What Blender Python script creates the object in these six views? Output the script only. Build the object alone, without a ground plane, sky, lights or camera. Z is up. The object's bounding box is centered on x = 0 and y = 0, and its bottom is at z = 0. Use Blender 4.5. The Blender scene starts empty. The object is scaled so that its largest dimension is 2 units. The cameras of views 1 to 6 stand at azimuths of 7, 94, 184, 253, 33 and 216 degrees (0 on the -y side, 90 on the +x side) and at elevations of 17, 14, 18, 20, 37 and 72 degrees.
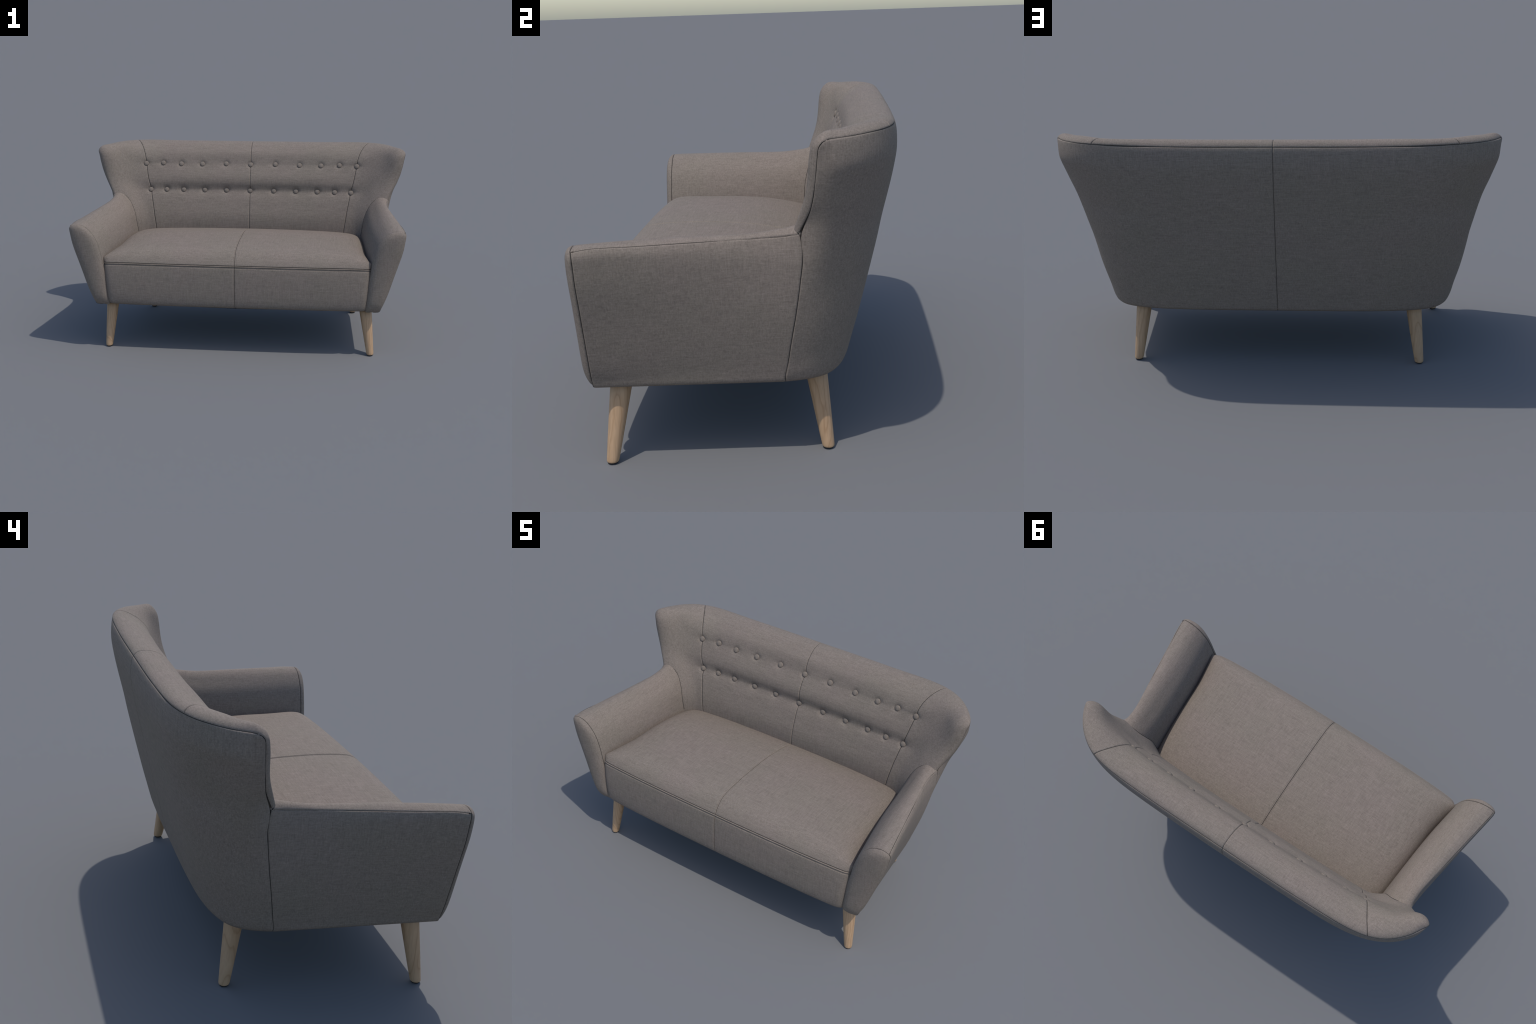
# Two-seat upholstered wing-back sofa, built from lofted fabric panels.
import bpy, math
import numpy as np
from mathutils import Vector, Matrix

# ----------------------------------------------------------------------------
#  small spline toolkit: control nets -> smooth surfaces
# ----------------------------------------------------------------------------
def cubic(t, P, q):
    """Natural cubic spline through P (n, ...) at knots t, evaluated at q."""
    t = np.asarray(t, float); P = np.asarray(P, float); q = np.asarray(q, float)
    n = len(t); shp = P.shape[1:]; P2 = P.reshape(n, -1)
    h = np.diff(t)
    A = np.zeros((n, n)); B = np.zeros((n, P2.shape[1]))
    A[0, 0] = A[-1, -1] = 1.0
    for i in range(1, n - 1):
        A[i, i - 1] = h[i - 1]; A[i, i] = 2 * (h[i - 1] + h[i]); A[i, i + 1] = h[i]
        B[i] = 6 * ((P2[i + 1] - P2[i]) / h[i] - (P2[i] - P2[i - 1]) / h[i - 1])
    M = np.linalg.solve(A, B)
    k = np.clip(np.searchsorted(t, q) - 1, 0, n - 2)
    a = (t[k + 1] - q) / h[k]; b = 1 - a
    a = a[:, None]; b = b[:, None]; hh = (h[k] ** 2)[:, None]
    R = a * P2[k] + b * P2[k + 1] + ((a ** 3 - a) * M[k] + (b ** 3 - b) * M[k + 1]) * hh / 6
    return R.reshape((len(q),) + shp)

def chord(P):
    P = np.asarray(P, float)
    return np.r_[0, np.cumsum(np.linalg.norm(np.diff(P, axis=0), axis=1))]

def curve(P, n):
    """n points along a spline through P, evenly spaced by chord."""
    t = chord(P)
    return cubic(t, P, np.linspace(0, t[-1], n))

class Net:
    """Surface through a grid of control points C[row(v), col(u)]."""
    def __init__(self, C):
        self.C = np.asarray(C, float)
        du = np.linalg.norm(np.diff(self.C, axis=1), axis=2).mean(0)
        dv = np.linalg.norm(np.diff(self.C, axis=0), axis=2).mean(1)
        self.u = np.r_[0, np.cumsum(du)]; self.v = np.r_[0, np.cumsum(dv)]
    def raw(self, us, vs):
        X = cubic(self.u, self.C.transpose(1, 0, 2), us)      # (nu, rows, 3)
        return cubic(self.v, X.transpose(1, 0, 2), vs)        # (nv, nu, 3)
    def __call__(self, us, vs, flip=False):
        e = 5e-4
        us = np.asarray(us, float); vs = np.asarray(vs, float)
        P = self.raw(us, vs)
        du = self.raw(np.minimum(us + e, self.u[-1]), vs) - self.raw(np.maximum(us - e, self.u[0]), vs)
        dv = self.raw(us, np.minimum(vs + e, self.v[-1])) - self.raw(us, np.maximum(vs - e, self.v[0]))
        N = np.cross(du, dv); N /= np.linalg.norm(N, axis=2, keepdims=True) + 1e-12
        return P, (-N if flip else N)

def mirror_cols(C):
    """Control net for x >= 0 (first column on x = 0) -> full width net."""
    C = np.asarray(C, float)
    L = C[:, :0:-1].copy(); L[:, :, 0] *= -1
    return np.concatenate([L, C], axis=1)

def samples(a, b, step, seam_a, seam_b, extra=()):
    """Parameters a..b, refined beside seams."""
    n = max(2, int(round((b - a) / step)))
    s = list(np.linspace(a, b, n + 1))
    fine = [.0006, .0013, .002, .003, .0042, .006, .0085]
    if seam_a: s = [x for x in s if x <= a or x > a + .010] + [a + f for f in fine]
    if seam_b: s = [x for x in s if x >= b or x < b - .010] + [b - f for f in fine]
    s += [x for x in extra if a < x < b]
    return np.array(sorted(set(s)))

def near(P, line):
    """Distance of every P to a polyline."""
    sh = P.shape[:-1]; Q = P.reshape(-1, 3); D = np.full(len(Q), 9.)
    a = line[:-1]; b = line[1:]
    for i in range(len(a)):
        ab = b[i] - a[i]; L = ab @ ab
        if L < 1e-14: continue
        t = np.clip((Q - a[i]) @ ab / L, 0, 1)
        D = np.minimum(D, np.linalg.norm(Q - a[i] - t[:, None] * ab, axis=1))
    return D.reshape(sh)

# ----------------------------------------------------------------------------
#  scene helpers
# ----------------------------------------------------------------------------
scene = bpy.context.scene
root = bpy.data.objects.new("sofa", None)
root.empty_display_size = .2
scene.collection.objects.link(root)
root["label"] = "two-seat grey-brown fabric sofa with winged buttoned back and wooden legs"
root["category"] = "sofa"

def link(name, me, parent=None, mat=None):
    ob = bpy.data.objects.new(name, me)
    scene.collection.objects.link(ob)
    ob.parent = parent or root
    if mat and not me.materials: me.materials.append(mat)
    return ob

def group(name, parent=None):
    ob = bpy.data.objects.new(name, None)
    ob.empty_display_size = .05
    scene.collection.objects.link(ob); ob.parent = parent or root
    return ob

def mesh(name, V, F):
    me = bpy.data.meshes.new(name)
    me.from_pydata([tuple(v) for v in V], [], F)
    me.validate(); me.update()
    me.polygons.foreach_set("use_smooth", [True] * len(me.polygons))
    return me

def grid_faces(nv, nu, off=0, flip=False):
    F = []
    for j in range(nv - 1):
        for i in range(nu - 1):
            a = off + j * nu + i; q = (a, a + 1, a + nu + 1, a + nu)
            F.append(q[::-1] if flip else q)
    return F

class Panel:
    """A piece of fabric: grid of points, its normals, tucked in along seams."""
    def __init__(self, P, N, seams, tuck=.0036, width=.0024, skirt=.014):
        self.P0 = P.copy(); self.N = N
        self.edges = {'L': (P[:, 0], N[:, 0]), 'R': (P[:, -1], N[:, -1]),
                      'B': (P[0], N[0]), 'T': (P[-1], N[-1])}
        d = np.zeros(P.shape[:2])
        for s in seams:
            dist = near(P, self.edges[s][0])
            d = np.maximum(d, tuck * np.exp(-(dist / width) ** 1.5))
        P = P - N * d[:, :, None]
        # hidden hem so that no light leaks through between panels
        hem = skirt
        P = np.concatenate([P[:1] - N[:1] * hem, P, P[-1:] - N[-1:] * hem], 0)
        NN = np.concatenate([N[:1], N, N[-1:]], 0)
        P = np.concatenate([P[:, :1] - NN[:, :1] * hem, P, P[:, -1:] - NN[:, -1:] * hem], 1)
        self.P = P
    def build(self, name, mat, parent=None, mx=False, flip=False):
        nv, nu = self.P.shape[:2]
        V = self.P.reshape(-1, 3).copy()
        if mx: V[:, 0] *= -1
        return link(name, mesh(name, V, grid_faces(nv, nu, 0, flip ^ mx)), parent, mat)

def tube(name, pts, r, mat, parent=None, sides=8):
    pts = np.asarray(pts); n = len(pts)
    T = np.gradient(pts, axis=0); T /= np.linalg.norm(T, axis=1, keepdims=True) + 1e-12
    up = np.array([.13, .31, .94]); V = []; F = []
    for i in range(n):
        a = np.cross(T[i], up); a /= np.linalg.norm(a); b = np.cross(T[i], a)
        for k in range(sides):
            w = 2 * math.pi * k / sides
            V.append(pts[i] + r * (math.cos(w) * a + math.sin(w) * b))
    for i in range(n - 1):
        for k in range(sides):
            k2 = (k + 1) % sides
            F.append((i * sides + k, i * sides + k2, (i + 1) * sides + k2, (i + 1) * sides + k))
    F.append(tuple(range(sides))[::-1]); F.append(tuple((n - 1) * sides + k for k in range(sides)))
    return link(name, mesh(name, V, F), parent, mat)

def seam_line(pa, ea, pb, eb, depth=.0034):
    """Sunken line between two panel edges (edge a gives the points)."""
    A, NA = pa.edges[ea]; B, NB = pb.edges[eb]
    out = []
    for p, n in zip(A, NA):
        j = np.argmin(((B - p) ** 2).sum(1))
        m = n + NB[j]; m /= np.linalg.norm(m) + 1e-9
        out.append(p - m * depth)
    out = np.array(out)
    keep = [0]
    for i in range(1, len(out)):
        if np.linalg.norm(out[i] - out[keep[-1]]) > .004: keep.append(i)
    return out[keep]

# ----------------------------------------------------------------------------
#  materials
# ----------------------------------------------------------------------------
def new_mat(name):
    m = bpy.data.materials.new(name); m.use_nodes = True
    nt = m.node_tree; nt.nodes.clear()
    out = nt.nodes.new("ShaderNodeOutputMaterial")
    b = nt.nodes.new("ShaderNodeBsdfPrincipled")
    nt.links.new(b.outputs[0], out.inputs[0])
    return m, nt, b

def noise(nt, co, scale, sx, sy, sz, detail=2.0, rough=.6):
    mp = nt.nodes.new("ShaderNodeMapping"); mp.inputs["Scale"].default_value = (sx, sy, sz)
    nt.links.new(co, mp.inputs["Vector"])
    n = nt.nodes.new("ShaderNodeTexNoise"); n.inputs["Scale"].default_value = scale
    n.inputs["Detail"].default_value = detail; n.inputs["Roughness"].default_value = rough
    nt.links.new(mp.outputs[0], n.inputs["Vector"])
    return n.outputs["Fac"]

def math_node(nt, op, a, b):
    n = nt.nodes.new("ShaderNodeMath"); n.operation = op
    for i, x in enumerate((a, b)):
        if isinstance(x, (int, float)): n.inputs[i].default_value = x
        else: nt.links.new(x, n.inputs[i])
    return n.outputs[0]

def ramp(nt, fac, stops):
    r = nt.nodes.new("ShaderNodeValToRGB"); e = r.color_ramp.elements
    while len(e) < len(stops): e.new(.5)
    for k, (p, c) in enumerate(stops):
        e[k].position = p; e[k].color = (*c, 1)
    nt.links.new(fac, r.inputs[0]); return r.outputs[0]

def mix(nt, fac, a, b, mode="MIX"):
    n = nt.nodes.new("ShaderNodeMix"); n.data_type = "RGBA"; n.blend_type = mode
    if isinstance(fac, (int, float)): n.inputs[0].default_value = fac
    else: nt.links.new(fac, n.inputs[0])
    for i, x in ((6, a), (7, b)):
        if isinstance(x, tuple): n.inputs[i].default_value = (*x, 1)
        else: nt.links.new(x, n.inputs[i])
    return n.outputs[2]

WARM = (.203, .166, .139)
COOL = (.197, .165, .135)

def fabric_material():
    m, nt, b = new_mat("woven_fabric")
    co = nt.nodes.new("ShaderNodeTexCoord").outputs["Object"]
    # slubs of yarn running along the three weave directions
    tx = noise(nt, co, 1, 38, 330, 330, 2.5, .65)
    ty = noise(nt, co, 1, 330, 38, 330, 2.5, .65)
    tz = noise(nt, co, 1, 330, 330, 38, 2.5, .65)
    sx = noise(nt, co, 1, 14, 210, 210, 2, .6)
    sy = noise(nt, co, 1, 210, 14, 210, 2, .6)
    sz = noise(nt, co, 1, 210, 210, 14, 2, .6)
    thread = math_node(nt, 'ADD', math_node(nt, 'ADD', tx, ty), tz)
    slub = math_node(nt, 'ADD', math_node(nt, 'ADD', sx, sy), sz)
    weave = math_node(nt, 'ADD', math_node(nt, 'MULTIPLY', thread, .5), math_node(nt, 'MULTIPLY', slub, .5))
    weave = math_node(nt, 'MULTIPLY', weave, 1 / 3)
    patch = noise(nt, co, 4.2, 1, 1, 1, 3, .55)
    pf = ramp(nt, patch, [(.36, (0, 0, 0)), (.64, (1, 1, 1))])
    base = mix(nt, pf, COOL, WARM)
    tone = ramp(nt, weave, [(.40, (.75, .75, .75)), (.5, (1, 1, 1)), (.60, (1.25, 1.25, 1.25))])
    nt.links.new(mix(nt, 1.0, base, tone, "MULTIPLY"), b.inputs["Base Color"])
    b.inputs["Roughness"].default_value = .92
    b.inputs["Specular IOR Level"].default_value = .18
    b.inputs["Sheen Weight"].default_value = .0
    bp = nt.nodes.new("ShaderNodeBump"); bp.inputs["Strength"].default_value = .22
    bp.inputs["Distance"].default_value = .0015
    nt.links.new(weave, bp.inputs["Height"]); nt.links.new(bp.outputs[0], b.inputs["Normal"])
    return m

def plain(name, col, rough=.9):
    m, nt, b = new_mat(name)
    co = nt.nodes.new("ShaderNodeTexCoord").outputs["Object"]
    f = noise(nt, co, 160, 1, 1, 1, 2)
    c = ramp(nt, f, [(.3, tuple(x * .85 for x in col)), (.7, tuple(x * 1.15 for x in col))])
    nt.links.new(c, b.inputs["Base Color"])
    b.inputs["Roughness"].default_value = rough
    b.inputs["Specular IOR Level"].default_value = .2
    return m

def wood_material():
    m, nt, b = new_mat("ash_wood")
    co = nt.nodes.new("ShaderNodeTexCoord").outputs["Object"]
    info = nt.nodes.new("ShaderNodeObjectInfo").outputs["Random"]
    off = nt.nodes.new("ShaderNodeCombineXYZ")
    for i, k in enumerate((.31, .17, 1.3)):
        nt.links.new(math_node(nt, 'MULTIPLY', info, k), off.inputs[i])
    va = nt.nodes.new("ShaderNodeVectorMath"); va.operation = 'ADD'
    nt.links.new(co, va.inputs[0]); nt.links.new(off.outputs[0], va.inputs[1])
    p = va.outputs[0]
    warp = noise(nt, p, 1, 10, 10, 3.0, 1.5, .5)
    # cathedral rings: distance from a far axis, warped
    sep = nt.nodes.new("ShaderNodeSeparateXYZ"); nt.links.new(p, sep.inputs[0])
    ring = math_node(nt, 'ADD', math_node(nt, 'MULTIPLY', sep.outputs[0], 42.),
                     math_node(nt, 'MULTIPLY', warp, 9.))
    ring = math_node(nt, 'ADD', ring, math_node(nt, 'MULTIPLY', sep.outputs[2], 5.))
    band = math_node(nt, 'FRACT', ring, 0)
    fib = noise(nt, p, 1, 260, 260, 9, 3, .65)
    wood = ramp(nt, band, [(0, (.42, .272, .158)), (.45, (.455, .300, .180)), (.82, (.415, .268, .155)), (.95, (.345, .212, .118)), (1, (.40, .255, .147))])
    fcol = ramp(nt, fib, [(.3, (.90, .895, .89)), (.65, (1.07, 1.07, 1.07))])
    nt.links.new(mix(nt, 1., wood, fcol, "MULTIPLY"), b.inputs["Base Color"])
    b.inputs["Roughness"].default_value = .5
    b.inputs["Specular IOR Level"].default_value = .35
    return m

FABRIC = fabric_material()
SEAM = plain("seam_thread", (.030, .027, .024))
UNDER = plain("underside_cloth", (.030, .029, .028))
WOOD = wood_material()
PAD = plain("felt_pad", (.02, .02, .022))

# ----------------------------------------------------------------------------
#  1. inner back: one net from the centre line to the wing tip
#     rows climb from below the seat, up the face, over the roll to the seam
# ----------------------------------------------------------------------------
centre = [(.212, .50), (.217, .576), (.224, .66), (.241, .72), (.266, .785), (.284, .824), (.281, .87),
          (.293, .92), (.332, .988), (.344, 1.02), (.360, 1.056), (.386, 1.083), (.410, 1.101),
          (.445, 1.1130), (.477, 1.1145), (.500, 1.1075), (.513, 1.093)]
wing_seam = [(.612, .200, .50), (.618, .204, .584), (.629, .214, .66), (.638, .230, .72), (.650, .252, .785),
             (.657, .270, .828), (.668, .274, .87), (.679, .286, .92), (.691, .313, .99), (.696, .322, 1.02),
             (.706, .340, 1.056), (.722, .370, 1.087), (.736, .396, 1.103), (.757, .431, 1.117),
             (.773, .455, 1.119), (.785, .472, 1.112), (.792, .480, 1.100)]
c4 = [(.680, .186, .50), (.690, .190, .586), (.700, .198, .66), (.712, .214, .72), (.730, .233, .778), (.744, .249, .822),
      (.762, .259, .87), (.777, .269, .92), (.792, .290, .988), (.800, .300, 1.02), (.811, .311, 1.053),
      (.824, .329, 1.086), (.837, .345, 1.104), (.857, .371, 1.116), (.874, .395, 1.1175), (.887, .413, 1.111), (.895, .424, 1.0985)]
c5 = [(.748, .148, .50), (.756, .153, .586), (.762, .160, .66), (.774, .176, .72), (.791, .196, .775), (.807, .210, .818),
      (.830, .227, .868), (.849, .241, .918), (.865, .259, .985), (.871, .268, 1.018), (.877, .279, 1.050),
      (.886, .293, 1.082), (.898, .307, 1.101), (.914, .322, 1.1115), (.932, .336, 1.1125), (.948, .346, 1.107), (.958, .354, 1.0945)]
c6 = [(.802, .135, .50), (.810, .140, .586), (.820, .150, .66), (.830, .163, .72), (.845, .178, .772), (.865, .189, .812),
      (.893, .206, .862), (.914, .222, .912), (.935, .233, .980), (.942, .236, 1.014), (.947, .240, 1.046),
      (.951, .249, 1.075), (.956, .262, 1.094), (.962, .275, 1.105), (.970, .285, 1.1095), (.978, .297, 1.105), (.985, .307, 1.092)]
c7 = [(.830, .139, .50), (.840, .143, .586), (.849, .152, .66), (.858, .163, .72), (.871, .174, .768), (.890, .190, .810),
      (.920, .213, .865), (.942, .229, .914), (.965, .240, .980), (.973, .243, 1.014), (.978, .247, 1.045),
      (.982, .252, 1.070), (.984, .260, 1.085), (.986, .269, 1.094), (.9885, .278, 1.0985), (.9915, .288, 1.097), (.992, .2965, 1.091)]
edge = [(.852, .147, .50), (.860, .152, .586), (.868, .163, .66), (.876, .175, .72), (.887, .187, .765), (.903, .206, .808),
        (.935, .235, .868), (.958, .247, .916), (.979, .2565, .980), (.987, .2595, 1.013), (.9925, .2625, 1.043),
        (.9985, .266, 1.066), (1.0005, .269, 1.074), (1.0015, .273, 1.080), (1.001, .277, 1.0845), (.9995, .282, 1.087), (.997, .288, 1.0895)]

def between(fx, fy, x_bot, x_top, ref_ws):
    out = []
    for k, (y, z) in enumerate(centre):
        w = wing_seam[k]; t = k / 16
        f = fy * (1 - .62 * min(1, max(0, (k - 9) / 6)))      # the top seam stays straighter than the face
        out.append((x_bot + (x_top - x_bot) * t, y + (w[1] - y) * f, z + (w[2] - z) * fx))
    return out
cols = [[(0, y, z) for y, z in centre], between(.08, .06, .27, .34, 0), between(.45, .42, .46, .56, 0),
        wing_seam, c4, c5, c6, c7, edge]
inner_net = Net(mirror_cols(np.array(cols).transpose(1, 0, 2)))
nside = len(cols) - 1
u_mid = inner_net.u[nside]; u_ws = inner_net.u[nside + 3]; u_end = inner_net.u[-1]

# buttons: position across the half width in the two rows
upper = [(0, .335, .988), (.162, .331, .989), (.320, .333, .988), (.460, .333, .988), (.580, .320, .993), (.692, .314, .990)]
lower = [(0, .289, .822), (.156, .283, .823), (.300, .286, .823), (.440, .283, .823), (.553, .272, .825), (.658, .272, .824)]
dense_u = np.linspace(u_mid, u_ws + .05, 140); dense_v = np.linspace(inner_net.v[3], inner_net.v[11], 120)
DP, DN = inner_net(dense_u, dense_v)
if DN[60, 5, 1] > 0: INNER_FLIP = True
else: INNER_FLIP = False
button_sites = []
for row in (upper, lower):
    for k, b in enumerate(row):
        d = np.abs(DP[:, :, 0] - b[0]) + np.abs(DP[:, :, 2] - b[2])
        j, i = np.unravel_index(d.argmin(), d.shape)
        n = DN[j, i] * (-1 if INNER_FLIP else 1)
        p = DP[j, i].copy(); p[0] = b[0]
        if b[0] == 0: n = np.array([0, n[1], n[2]])
        button_sites.append((p, n / np.linalg.norm(n), row is lower, k))

def dimple(P, N):
    d = np.zeros(P.shape[:2])
    for p, n, low, k in button_sites:
        for s in ((1, -1) if p[0] else (1,)):
            r = P - p * np.array([s, 1, 1])
            R = np.linalg.norm(r, axis=2)
            d += (.0125 if low else .0105) * np.exp(-(R / .0190) ** 2)
            # pulled fold running sideways to the next button
            d += .0018 * np.exp(-(r[:, :, 2] / .010) ** 2 - (np.abs(r[:, :, 0]) / .05) ** 2)
    return P - N * d[:, :, None]

def surface(net, us, vs, flip, post=None):
    P, N = net(us, vs, flip)
    if post:
        P = post(P, N)
        gu = np.gradient(P, axis=1); gv = np.gradient(P, axis=0)
        M = np.cross(gu, gv); M /= np.linalg.norm(M, axis=2, keepdims=True) + 1e-12
        s = np.sign((M * N).sum(2, keepdims=True)); s[s == 0] = 1
        N = M * s
    return P, N

vs = samples(inner_net.v[0], inner_net.v[-1], .0062, False, True)
us = samples(u_mid, u_ws, .0062, True, True)
P, N = surface(inner_net, us, vs, INNER_FLIP, dimple)
back_cushion = Panel(P, N, 'LRT')
us = samples(u_ws, u_end, .007, True, True)
P, N = surface(inner_net, us, vs, INNER_FLIP, dimple)
def settle(P, N, corner, n_fix, r):
    """Where grid lines pinch together at a rounded corner, use one steady normal."""
    w = np.exp(-(np.linalg.norm(P - np.array(corner), axis=2, keepdims=True) / r) ** 4)
    n_fix = np.array(n_fix) / np.linalg.norm(n_fix)
    M = N * (1 - w) + n_fix * w
    return M / np.linalg.norm(M, axis=2, keepdims=True)
TIP = (.9995, .2765, 1.083)
N = settle(P, N, TIP, (.72, -.48, .50), .020)
wing = Panel(P, N, 'LRT', skirt=.007)

# ----------------------------------------------------------------------------
#  2. outer shell of the back
# ----------------------------------------------------------------------------
top = [(0, .513, 1.093), (.33, .511, 1.0935), (.54, .508, 1.095), (.69, .499, 1.0965), (.80, .476, 1.100),
       (.88, .435, 1.099), (.945, .374, 1.095), (.984, .315, 1.092), (.997, .288, 1.0895)]
bot = [(0, .358), (.25, .358), (.42, .354), (.55, .345), (.652, .326), (.726, .296), (.775, .246), (.800, .191), (.813, .143)]
edge_z = [.30, .444, .492, .574, .649, .713, .748, .775, .797, .823, .851, .882, .912, .954, 1.0, 1.04, 1.071, 1.083, 1.0895]
edge_p = [(.814, .144), (.852, .170), (.863, .179), (.878, .193), (.889, .204), (.897, .211), (.900, .211), (.900, .207),
          (.900, .203), (.908, .216), (.922, .229), (.943, .240), (.956, .247), (.972, .253), (.984, .2580), (.992, .262),
          (1.000, .267), (1.0015, .275), (.997, .288)]
def edge_at(z):
    return np.array([np.interp(z, edge_z, [p[0] for p in edge_p]), np.interp(z, edge_z, [p[1] for p in edge_p])])
prof_z = [.300, .426, .544, .676, .772, .856, .922, .975, 1.01, 1.045, 1.070, 1.085, 1.093]
prof_y = [.358, .392, .421, .4525, .4745, .494, .5085, .5185, .5225, .523, .5205, .517, .513]
blend = [0, 0, .05, .16, .29, .33, .34, .50, 1.0]          # at wing height
blend_low = [0, 0, .04, .17, .34, .54, .78, .93, 1.0]      # beside the arm
full = [0, 0, 0, .2, .5, .9, 1.0, .7, 0]          # extra roundness under the wing's top seam
rows = []
levels = np.r_[np.linspace(.300, .90, 11), np.linspace(.93, 1.06, 6), 1.072, 1.081, 1.0875, 1.093]
for z in levels:
    w = (np.interp(z, prof_z, prof_y) - .358) / .155
    zeta = (z - .30) / .793
    r = []
    s8 = np.array(bot[8]) + (np.array(top[8][:2]) - np.array(bot[8])) * w
    for k in range(9):
        zk = .30 + (top[k][2] - .30) * zeta
        p = np.array(bot[k]) + (np.array(top[k][:2]) - np.array(bot[k])) * w
        m = min(1, max(0, (z - .58) / .22))
        p = p + (blend[k] * m + blend_low[k] * (1 - m)) * (edge_at(.30 + (1.0895 - .30) * zeta) - s8)
        d = np.array(top[k][:2]) - np.array(bot[k]); d /= np.linalg.norm(d) + 1e-9
        p = p + d * .005 * full[k] * math.sin(math.pi * min(1, max(0, (z - .95) / .143))) ** 2
        p = p - d * .007 * full[k] * math.sin(math.pi * min(1, max(0, (z - .78) / .24))) ** 2     # waisted below it
        r.append((p[0], p[1], zk))
    rows.append(r)
# rounded lower edge, turned under
nb = []
b3 = [(x, y, 0) for x, y in bot]
tb = np.gradient(np.array(b3), axis=0); tb[0] = (1, 0, 0)
nrm = np.stack([-tb[:, 1], tb[:, 0]], 1); nrm /= np.linalg.norm(nrm, axis=1, keepdims=True)
for inn, z in ((.050, .281), (.024, .2815), (.010, .285), (.003, .292)):
    nb.append([(bot[k][0] - nrm[k, 0] * inn * (0 if k == 0 else 1), bot[k][1] - nrm[k, 1] * inn, z) for k in range(9)])
rows = nb + rows
outer_net = Net(mirror_cols(np.array(rows)))
ou_mid = outer_net.u[8]
OUT_FLIP = outer_net([ou_mid + .1], [outer_net.v[8]])[1][0, 0, 1] < 0
us = samples(ou_mid, outer_net.u[-1], .012, True, True)
vs = samples(outer_net.v[0], outer_net.v[-1], .010, False, True)
P, N = outer_net(us, vs, OUT_FLIP)
N = settle(P, N, TIP, (.97, .12, .2), .022)
back_shell = Panel(P, N, 'LRT')

# ----------------------------------------------------------------------------
#  3. armrest: outer, inner/top and front panels
# ----------------------------------------------------------------------------
front_edge = [(.859, -.478, .300), (.870, -.477, .325), (.898, -.475, .396), (.930, -.474, .499), (.960, -.473, .595),
              (.9815, -.473, .675), (.991, -.473, .735), (.992, -.474, .758), (.985, -.476, .772)]
top_seam = [(.985, -.476, .772), (.979, -.430, .779), (.961, -.330, .780), (.942, -.220, .7805), (.914, -.060, .782),
            (.888, .100, .784), (.888, .160, .788), (.900, .203, .797)]
rz = [.300, .330, .40, .50, .60, .68, .74, .773, .797]
frac = [(p[1] + .476) / .679 for p in top_seam]
rows = []
for k, f in enumerate(front_edge):
    r = edge_at(rz[k]); row = []
    for j, s in enumerate(frac):
        x = f[0] + (r[0] - f[0]) * s; y = f[1] + (r[1] - f[1]) * s; z = f[2] + (rz[k] - f[2]) * s
        if k == 8: x, y, z = top_seam[j]
        else:
            line_x = .985 + (.900 - .985) * s; wtop = max(0, (z - .50) / .28) ** 2
            x += (top_seam[j][0] - line_x) * wtop * .9
            z += (top_seam[j][2] - (.772 + .025 * s)) * min(1, wtop)
            x -= .005 * math.sin(math.pi * s) * math.sin(math.pi * min(1, k / 6))
        row.append((x, y, z))
    rows.append(row)
low = []
for inn, dz in ((.045, -.0185), (.022, -.018), (.009, -.0145), (.0025, -.008)):
    low.append([(p[0] - inn, p[1], p[2] + dz) for p in rows[0]])
arm_outer_net = Net(np.array(low + rows))
AO_FLIP = arm_outer_net([.3], [arm_outer_net.v[8]])[1][0, 0, 0] < 0
us = samples(0, arm_outer_net.u[-1], .010, True, True)
vs = samples(0, arm_outer_net.v[-1], .010, False, True)
P, N = arm_outer_net(us, vs, AO_FLIP)
arm_outer = Panel(P, N, 'LRT')

# inner/top: cross-sections from the outer seam over the roll and down to the seat
fsec = [(.985, .772), (.957, .7815), (.929, .780), (.906, .773), (.884, .759), (.862, .737), (.843, .711), (.828, .679),
        (.816, .641), (.807, .602), (.800, .560), (.790, .510), (.781, .442), (.771, .342), (.767, .297), (.772, .284), (.80, .282)]
rsec = [(.900, .797), (.886, .8095), (.870, .8155), (.852, .8165), (.828, .808), (.803, .789), (.779, .761), (.760, .725),
        (.747, .690), (.739, .645), (.731, .590), (.722, .530), (.715, .440), (.710, .340), (.706, .297), (.71, .284), (.74, .282)]
stations = [-.4785, -.440, -.36, -.25, -.12, .0, .08, .14, .175, .202]
rows = []
for y in stations:
    s = (y + .4785) / .6805
    sz = .35 * s + .65 * max(0, (s - .72) / .28) ** 1.8
    tx = np.interp(y, [p[1] for p in top_seam], [p[0] for p in top_seam])
    tz = np.interp(y, [p[1] for p in top_seam], [p[2] for p in top_seam])
    lx = .985 - .085 * s
    row = []
    for k, (f, r) in enumerate(zip(fsec, rsec)):
        x = f[0] + (r[0] - f[0]) * s; z = f[1] + (r[1] - f[1]) * sz
        wk = max(0, 1 - k / 5.0)
        x += (tx - lx) * wk; 
        if k == 0: z = tz
        yy = y
        if k <= 8: z += .008 * math.sin(math.pi * s ** .8) * math.sin(math.pi * k / 8)
        if k >= 3: x -= .013 * math.sin(math.pi * s) * math.sin(math.pi * min(1, (k - 3) / 12.))
        row.append((x, yy, z))
    rows.append(row)
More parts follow.
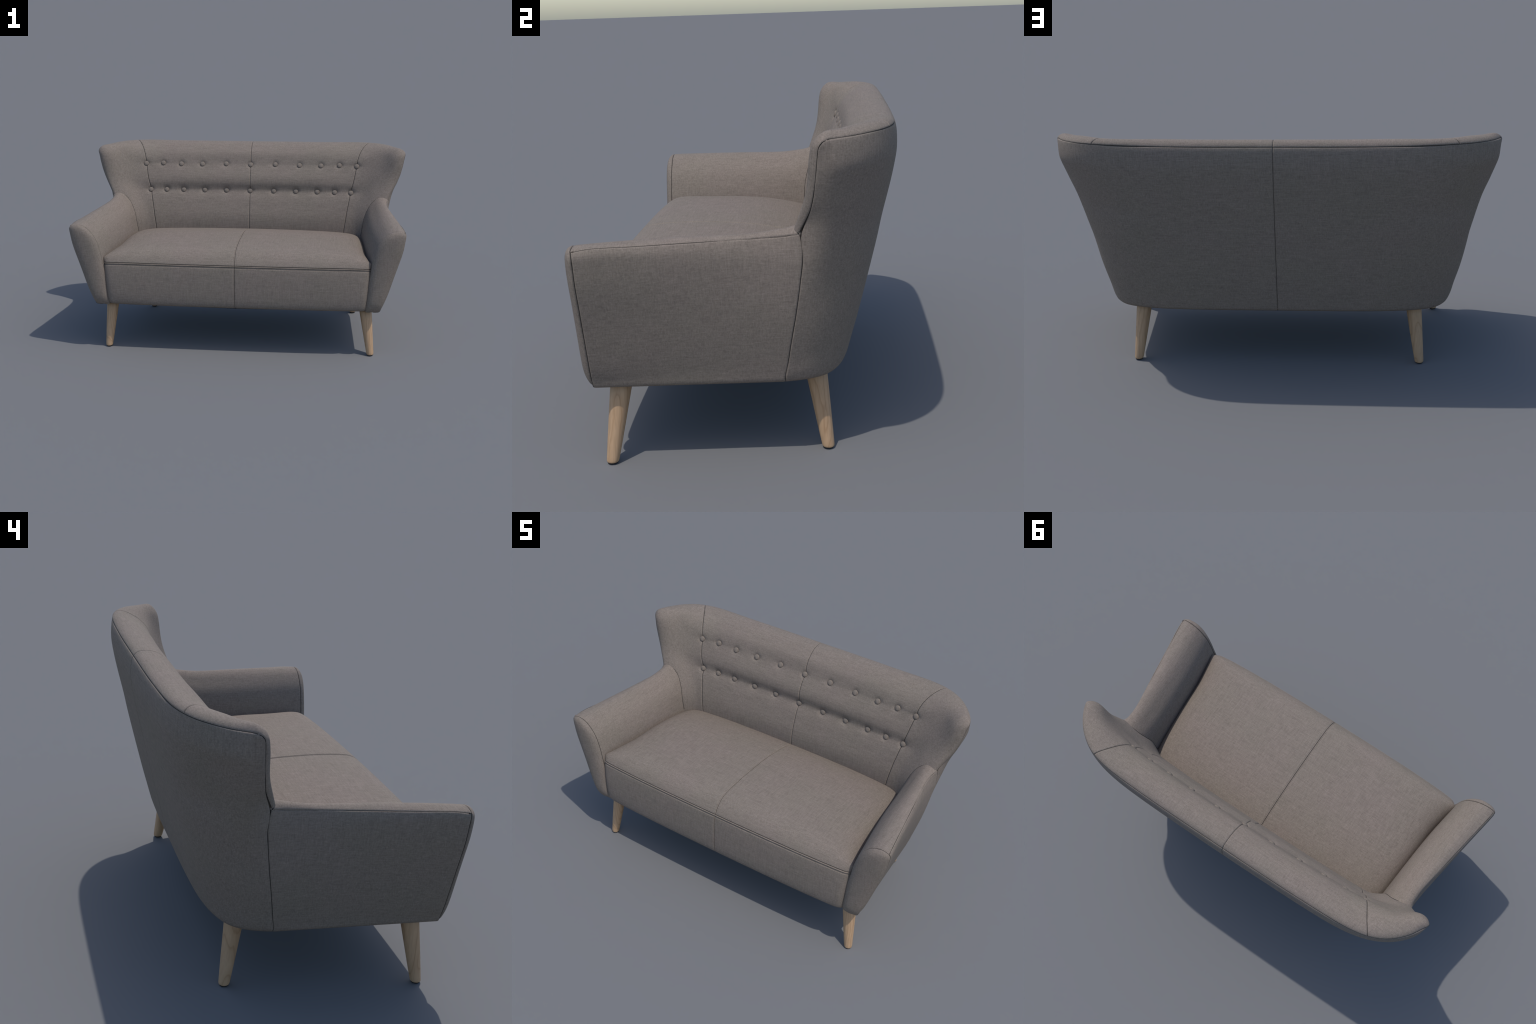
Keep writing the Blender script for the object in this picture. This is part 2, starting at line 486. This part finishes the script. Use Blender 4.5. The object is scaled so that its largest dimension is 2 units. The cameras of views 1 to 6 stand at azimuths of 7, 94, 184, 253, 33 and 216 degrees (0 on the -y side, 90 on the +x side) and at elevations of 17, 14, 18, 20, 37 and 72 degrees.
# run on into the wing, drawn inward so that it stays inside
last = rows[-1]
rows.append([(x - .020 - (.012 if k < 2 else 0), .232, z - (.012 if k < 5 else 0)) for k, (x, y, z) in enumerate(last)])
arm_inner_net = Net(np.array(rows))
AI_FLIP = arm_inner_net([arm_inner_net.u[8]], [arm_inner_net.v[4]])[1][0, 0, 0] > 0
us = samples(0, arm_inner_net.u[-1], .007, True, False)
vs = samples(0, arm_inner_net.v[-1], .009, True, False)
P, N = arm_inner_net(us, vs, AI_FLIP)
arm_inner = Panel(P, N, 'LB')

# front: pillow between outer and inner seam
left = curve(front_edge, 41)
right_pts = [(x, -.4785, z) for x, z in fsec[:15]][::-1]
right_full = curve(right_pts, 200)
ksplit = int(np.argmin(np.abs(right_full[:, 0] - .893) + (right_full[:, 2] < .7) * 9))
right = curve(right_full[:ksplit + 1:6].tolist() + [right_full[ksplit]] if (ksplit % 6) else right_full[:ksplit + 1:6], 41)
topc = curve(right_full[ksplit::4].tolist() + ([right_full[-1]] if (199 - ksplit) % 4 else []), 31)[::-1]   # corner -> inner
botc = np.linspace(left[0], right[0], 31)
def coons(Lf, Rt, Bt, Tp, us, vs):
    tl = np.linspace(0, 1, len(Lf)); tb_ = np.linspace(0, 1, len(Bt))
    L = cubic(tl, Lf, vs)[:, None]; R = cubic(tl, Rt, vs)[:, None]
    B = cubic(tb_, Bt, us)[None]; T = cubic(tb_, Tp, us)[None]
    U = us[None, :, None]; V = vs[:, None, None]
    return ((1 - U) * L + U * R + (1 - V) * B + V * T
            - ((1 - U) * (1 - V) * Lf[0] + U * (1 - V) * Rt[0] + (1 - U) * V * Lf[-1] + U * V * Rt[-1]))
us = samples(0, .13, .0045, True, True) / .13
vs = samples(0, .50, .008, True, True) / .50
P = coons(left, right, botc, topc, us, vs)
pillow = (np.clip(1 - np.abs(2 * us - 1) ** 2.6, 0, 1) ** .62)[None, :] * (np.clip(1 - np.abs(2 * vs - 1) ** 9, 0, 1) ** .55)[:, None]
P[:, :, 1] -= .033 * pillow
P[:, :, 2] -= .013 * (np.clip(1 - vs / .06, 0, 1) ** 2)[:, None] * np.sin(np.pi * us)[None]
gu = np.gradient(P, axis=1); gv = np.gradient(P, axis=0)
N = np.cross(gu, gv); N /= np.linalg.norm(N, axis=2, keepdims=True) + 1e-12
AF_FLIP = N[len(vs) // 2, len(us) // 2, 1] > 0
if AF_FLIP: N = -N
arm_front = Panel(P, N, 'LRT', skirt=.010)

# ----------------------------------------------------------------------------
#  4. seat: sprung cushion with double-stitched front edge
# ----------------------------------------------------------------------------
seat_prof = [(.26, .560), (.200, .586), (.090, .616), (-.046, .637), (-.160, .6435), (-.275, .6455), (-.390, .640),
             (-.455, .6215), (-.489, .590), (-.509, .556), (-.517, .517), (-.522, .445), (-.5235, .380), (-.521, .328),
             (-.513, .301), (-.498, .290), (-.46, .288)]
fr = [0, .22, .45, .65, .80, .89, .945, .98, 1.0, 1.012]
drop = [0, .0005, .0025, .006, .011, .018, .029, .046, .068, .105]
back_off = [0, .001, .004, .009, .016, .022, .028, .033, .040, .046]
rows = []
for k, (y, z) in enumerate(seat_prof):
    half = .792 - .0905 * (y + .47)
    if k >= 9: half = np.interp(z, [.29, .54, .56], [.7705, .793, .795])
    r = []
    for f, d, b in zip(fr, drop, back_off):
        yy, zz = y, z
        topness = 1.0 if k < 6 else (1, .95, .85, .65, .5, .2, .0, 0, 0, 0, 0, 0)[k - 6]
        zz = z - d * topness * (1.0 if k < 8 else .4) * np.interp(y, [-.49, -.455, -.39, -.30, -.05, .15], [.55, .75, 1.25, 1.6, 1.3, 1.0])
        if k >= 6: yy = y + b * (.8, .8, .75, .7, .65, .55, .5, .5, .5, .5, .5)[k - 6]
        if k >= 9: yy += (.004, .014, .040)[fr.index(f) - 7] if f > .97 else 0      # rounded into the crease beside the arm
        r.append((half * f, yy, zz))
    rows.append(r)
seat_net = Net(mirror_cols(np.array(rows)))
sm = seat_net.u[len(fr) - 1]
v_edge = seat_net.v[9]
S_FLIP = seat_net([sm + .1], [seat_net.v[3]])[1][0, 0, 2] < 0
extra_v = v_edge + np.arange(-.012, .024, .0011)
us = samples(sm, seat_net.u[-1], .008, True, False, sm + np.arange(0, .016, .0011))
vs = samples(seat_net.v[0], seat_net.v[-1], .008, False, False, extra_v)
P, N = seat_net(us, vs, S_FLIP)
g = lambda x, c, w: np.exp(-((x - c) / w) ** 2)
dv = vs - v_edge; dx = us - sm
stitch = .0050 * g(dv, 0, .0019) + .0050 * g(dv, .0088, .0019) + .0040 * g(dv, .0138, .0016) - .0018 * g(dv, .0045, .0024)
P = P - N * (stitch[:, None] + (.0013 * g(dx, .0068, .0016) - .0006 * g(dx, .0038, .0016))[None, :])[:, :, None]
gu = np.gradient(P, axis=1); gv = np.gradient(P, axis=0)
jt = int(np.argmin(np.abs(vs - v_edge)))
def sub(a, b):
    return Panel(P[a:b].copy(), N[a:b], 'L', tuck=.0036, width=.0024, skirt=.006)
seat_top = sub(0, jt + 1); seat_front = sub(jt, len(vs))

# ----------------------------------------------------------------------------
#  build the panels, mirrored left and right
# ----------------------------------------------------------------------------
backrest = group("backrest"); seat = group("seat")
arms = [group("armrest"), group("armrest")]
for mx in (False, True):
    arm = arms[1 if mx else 0]
    back_cushion.build("backrest_cushion", FABRIC, backrest, mx, INNER_FLIP)
    wing.build("wing", FABRIC, backrest, mx, INNER_FLIP)
    back_shell.build("back_panel", FABRIC, backrest, mx, OUT_FLIP)
    arm_outer.build("arm_outer_panel", FABRIC, arm, mx, AO_FLIP)
    arm_inner.build("arm_pad", FABRIC, arm, mx, AI_FLIP)
    arm_front.build("arm_front_panel", FABRIC, arm, mx, AF_FLIP)
    seat_top.build("seat_cushion", FABRIC, seat, mx, S_FLIP)
    seat_front.build("seat_front_panel", FABRIC, seat, mx, S_FLIP)

def mirrored(p):
    q = np.array(p).copy(); q[:, 0] *= -1; return q

R = .0014
def both(line, parent_a, parent_b, r=R):
    tube("seam", line, r, SEAM, parent_a); tube("seam", mirrored(line), r, SEAM, parent_b)
both(seam_line(back_cushion, 'T', back_shell, 'T'), backrest, backrest)
both(seam_line(wing, 'T', back_shell, 'T'), backrest, backrest)
def clip_z(line, z0):
    return line[line[:, 2] > z0]
both(clip_z(seam_line(wing, 'R', back_shell, 'R'), .80), backrest, backrest)
both(clip_z(seam_line(back_cushion, 'R', wing, 'L'), .52), backrest, backrest)
both(seam_line(arm_outer, 'T', arm_inner, 'L'), *arms)
both(seam_line(arm_outer, 'L', arm_front, 'L'), *arms)
both(seam_line(arm_outer, 'R', back_shell, 'R'), *arms)
both(seam_line(arm_front, 'T', arm_inner, 'B'), *arms)
both(seam_line(arm_front, 'R', arm_inner, 'B'), *arms)
# where the arm pad runs into the wing
W = wing.P0.reshape(-1, 3); WN = wing.N.reshape(-1, 3)
hit = []
nv, nu = arm_inner.P0.shape[:2]
for i in range(2, nu, 2):
    col = arm_inner.P0[:, i]
    if col[:, 2].max() < .57: break
    best = None
    for j in range(nv // 2, nv):
        q = np.argmin(((W - col[j]) ** 2).sum(1)); s_ = (col[j] - W[q]) @ WN[q]
        if best is not None and best[0] > 0 >= s_:
            t = best[0] / (best[0] - s_); hit.append(best[1] + (col[j] - best[1]) * t + WN[q] * .0002); break
        best = (s_, col[j])
if len(hit) > 4:
    hit = np.array(hit)
    for _ in range(3): hit[1:-1] = (hit[:-2] + 2 * hit[1:-1] + hit[2:]) / 4
    both(hit, *arms, r=.0016)
mid = lambda e: np.array([[0, p[1], p[2]] - n * np.array([0, 1, 1]) * .0042 for p, n in zip(*e)])[::2]
tube("seam", clip_z(mid(back_cushion.edges['L']), .52), R, SEAM, backrest)
tube("seam", mid(back_shell.edges['L']), R, SEAM, backrest)
tube("seam", mid(seat_top.edges['L']), R, SEAM, seat)
tube("seam", mid(seat_front.edges['L']), R, SEAM, seat)

# ----------------------------------------------------------------------------
#  5. underside cloth
# ----------------------------------------------------------------------------
plan = [(0, -.50), (.755, -.475), (.84, -.465), (.845, -.44), (.803, .130)] + [(x * .985, y - .010) for x, y in bot[7:0:-1]] + [(0, .352)]
ring = np.array(plan + [(-x, y) for x, y in plan[-2:0:-1]])
n = len(ring); V = []; F = []
for z, s in ((.2855, .985), (.300, .985), (.340, .96)):
    for x, y in ring: V.append((x * s, y * s, z))
for l in range(2):
    for i in range(n):
        F.append((l * n + i, l * n + (i + 1) % n, (l + 1) * n + (i + 1) % n, (l + 1) * n + i))
F.append(tuple(range(n))[::-1])
und = mesh("underside", V, F)
und.polygons.foreach_set("use_smooth", [False] * len(und.polygons))
link("underside", und, root, UNDER)

# ----------------------------------------------------------------------------
#  6. buttons
# ----------------------------------------------------------------------------
def lathe(name, prof, seg=28):
    V = []; F = []
    for r, z in prof:
        for k in range(seg):
            w = 2 * math.pi * k / seg; V.append((r * math.cos(w), r * math.sin(w), z))
    for j in range(len(prof) - 1):
        for k in range(seg):
            k2 = (k + 1) % seg
            F.append((j * seg + k, j * seg + k2, (j + 1) * seg + k2, (j + 1) * seg + k))
    F.append(tuple(range(seg))[::-1]); F.append(tuple((len(prof) - 1) * seg + k for k in range(seg)))
    return mesh(name, V, F)
br = .0158
button_me = lathe("button", [(br * .80, -.008), (br * .95, -.0035), (br, 0), (br * .985, .0022), (br * .92, .0044), (br * .78, .0062),
                             (br * .58, .0076), (br * .34, .0085), (br * .1, .0088)])
button_me.materials.append(FABRIC)
for p, nrm_, low, k in button_sites:
    for s in ((1, -1) if p[0] else (1,)):
        q = Vector((p[0] * s, p[1], p[2])); d = Vector((nrm_[0] * s, nrm_[1], nrm_[2]))
        ob = bpy.data.objects.new("button", button_me)
        scene.collection.objects.link(ob); ob.parent = backrest
        # follow the pull of the thread: face slightly upward
        ob.matrix_world = Matrix.Translation(q - d * (.0072 if low else .0060)) @ d.to_track_quat('Z', 'Y').to_matrix().to_4x4()

# ----------------------------------------------------------------------------
#  7. splayed tapered legs with felt pads
# ----------------------------------------------------------------------------
def leg_mesh(vec, r0, r1):
    """Tapered turned leg from the floor (origin) along vec, with a level foot."""
    seg = 36; V = []; F = []; prof = []
    for t in (0, .006, .016, .03, .08, .25, .5, .75, 1.0):
        r = r0 + (r1 - r0) * t ** .92
        if t == 0: r *= .86
        elif t == .006: r *= .945
        elif t == .016: r *= .985
        prof.append((t, r))
    for t, r in prof:
        for k in range(seg):
            w = 2 * math.pi * k / seg
            V.append((vec[0] * t + r * math.cos(w), vec[1] * t + r * math.sin(w), vec[2] * t))
    for j in range(len(prof) - 1):
        for k in range(seg):
            k2 = (k + 1) % seg
            F.append((j * seg + k, j * seg + k2, (j + 1) * seg + k2, (j + 1) * seg + k))
    F.append(tuple(range(seg))[::-1]); F.append(tuple((len(prof) - 1) * seg + k for k in range(seg)))
    return mesh("leg", V, F)
pad_me = lathe("foot_pad", [(.0135, 0), (.0172, .0004), (.0178, .004), (.0150, .0065)])
pad_me.materials.append(PAD)
for foot, topp in (((.804, -.444), (.772, -.406)), ((-.795, -.444), (-.770, -.404)),
                   ((.686, .277), (.654, .241)), ((-.669, .277), (-.640, .241))):
    for s in (1,):
        vec = ((topp[0] - foot[0]) * 1.18, (topp[1] - foot[1]) * 1.18, .254 * 1.18 - .004)
        leg = link("leg", leg_mesh(vec, .0208, .0385), root, WOOD)
        leg.location = (s * foot[0], foot[1], .004)
        pad = bpy.data.objects.new("foot_pad", pad_me)
        scene.collection.objects.link(pad); pad.parent = leg; pad.location = (0, 0, -.004)
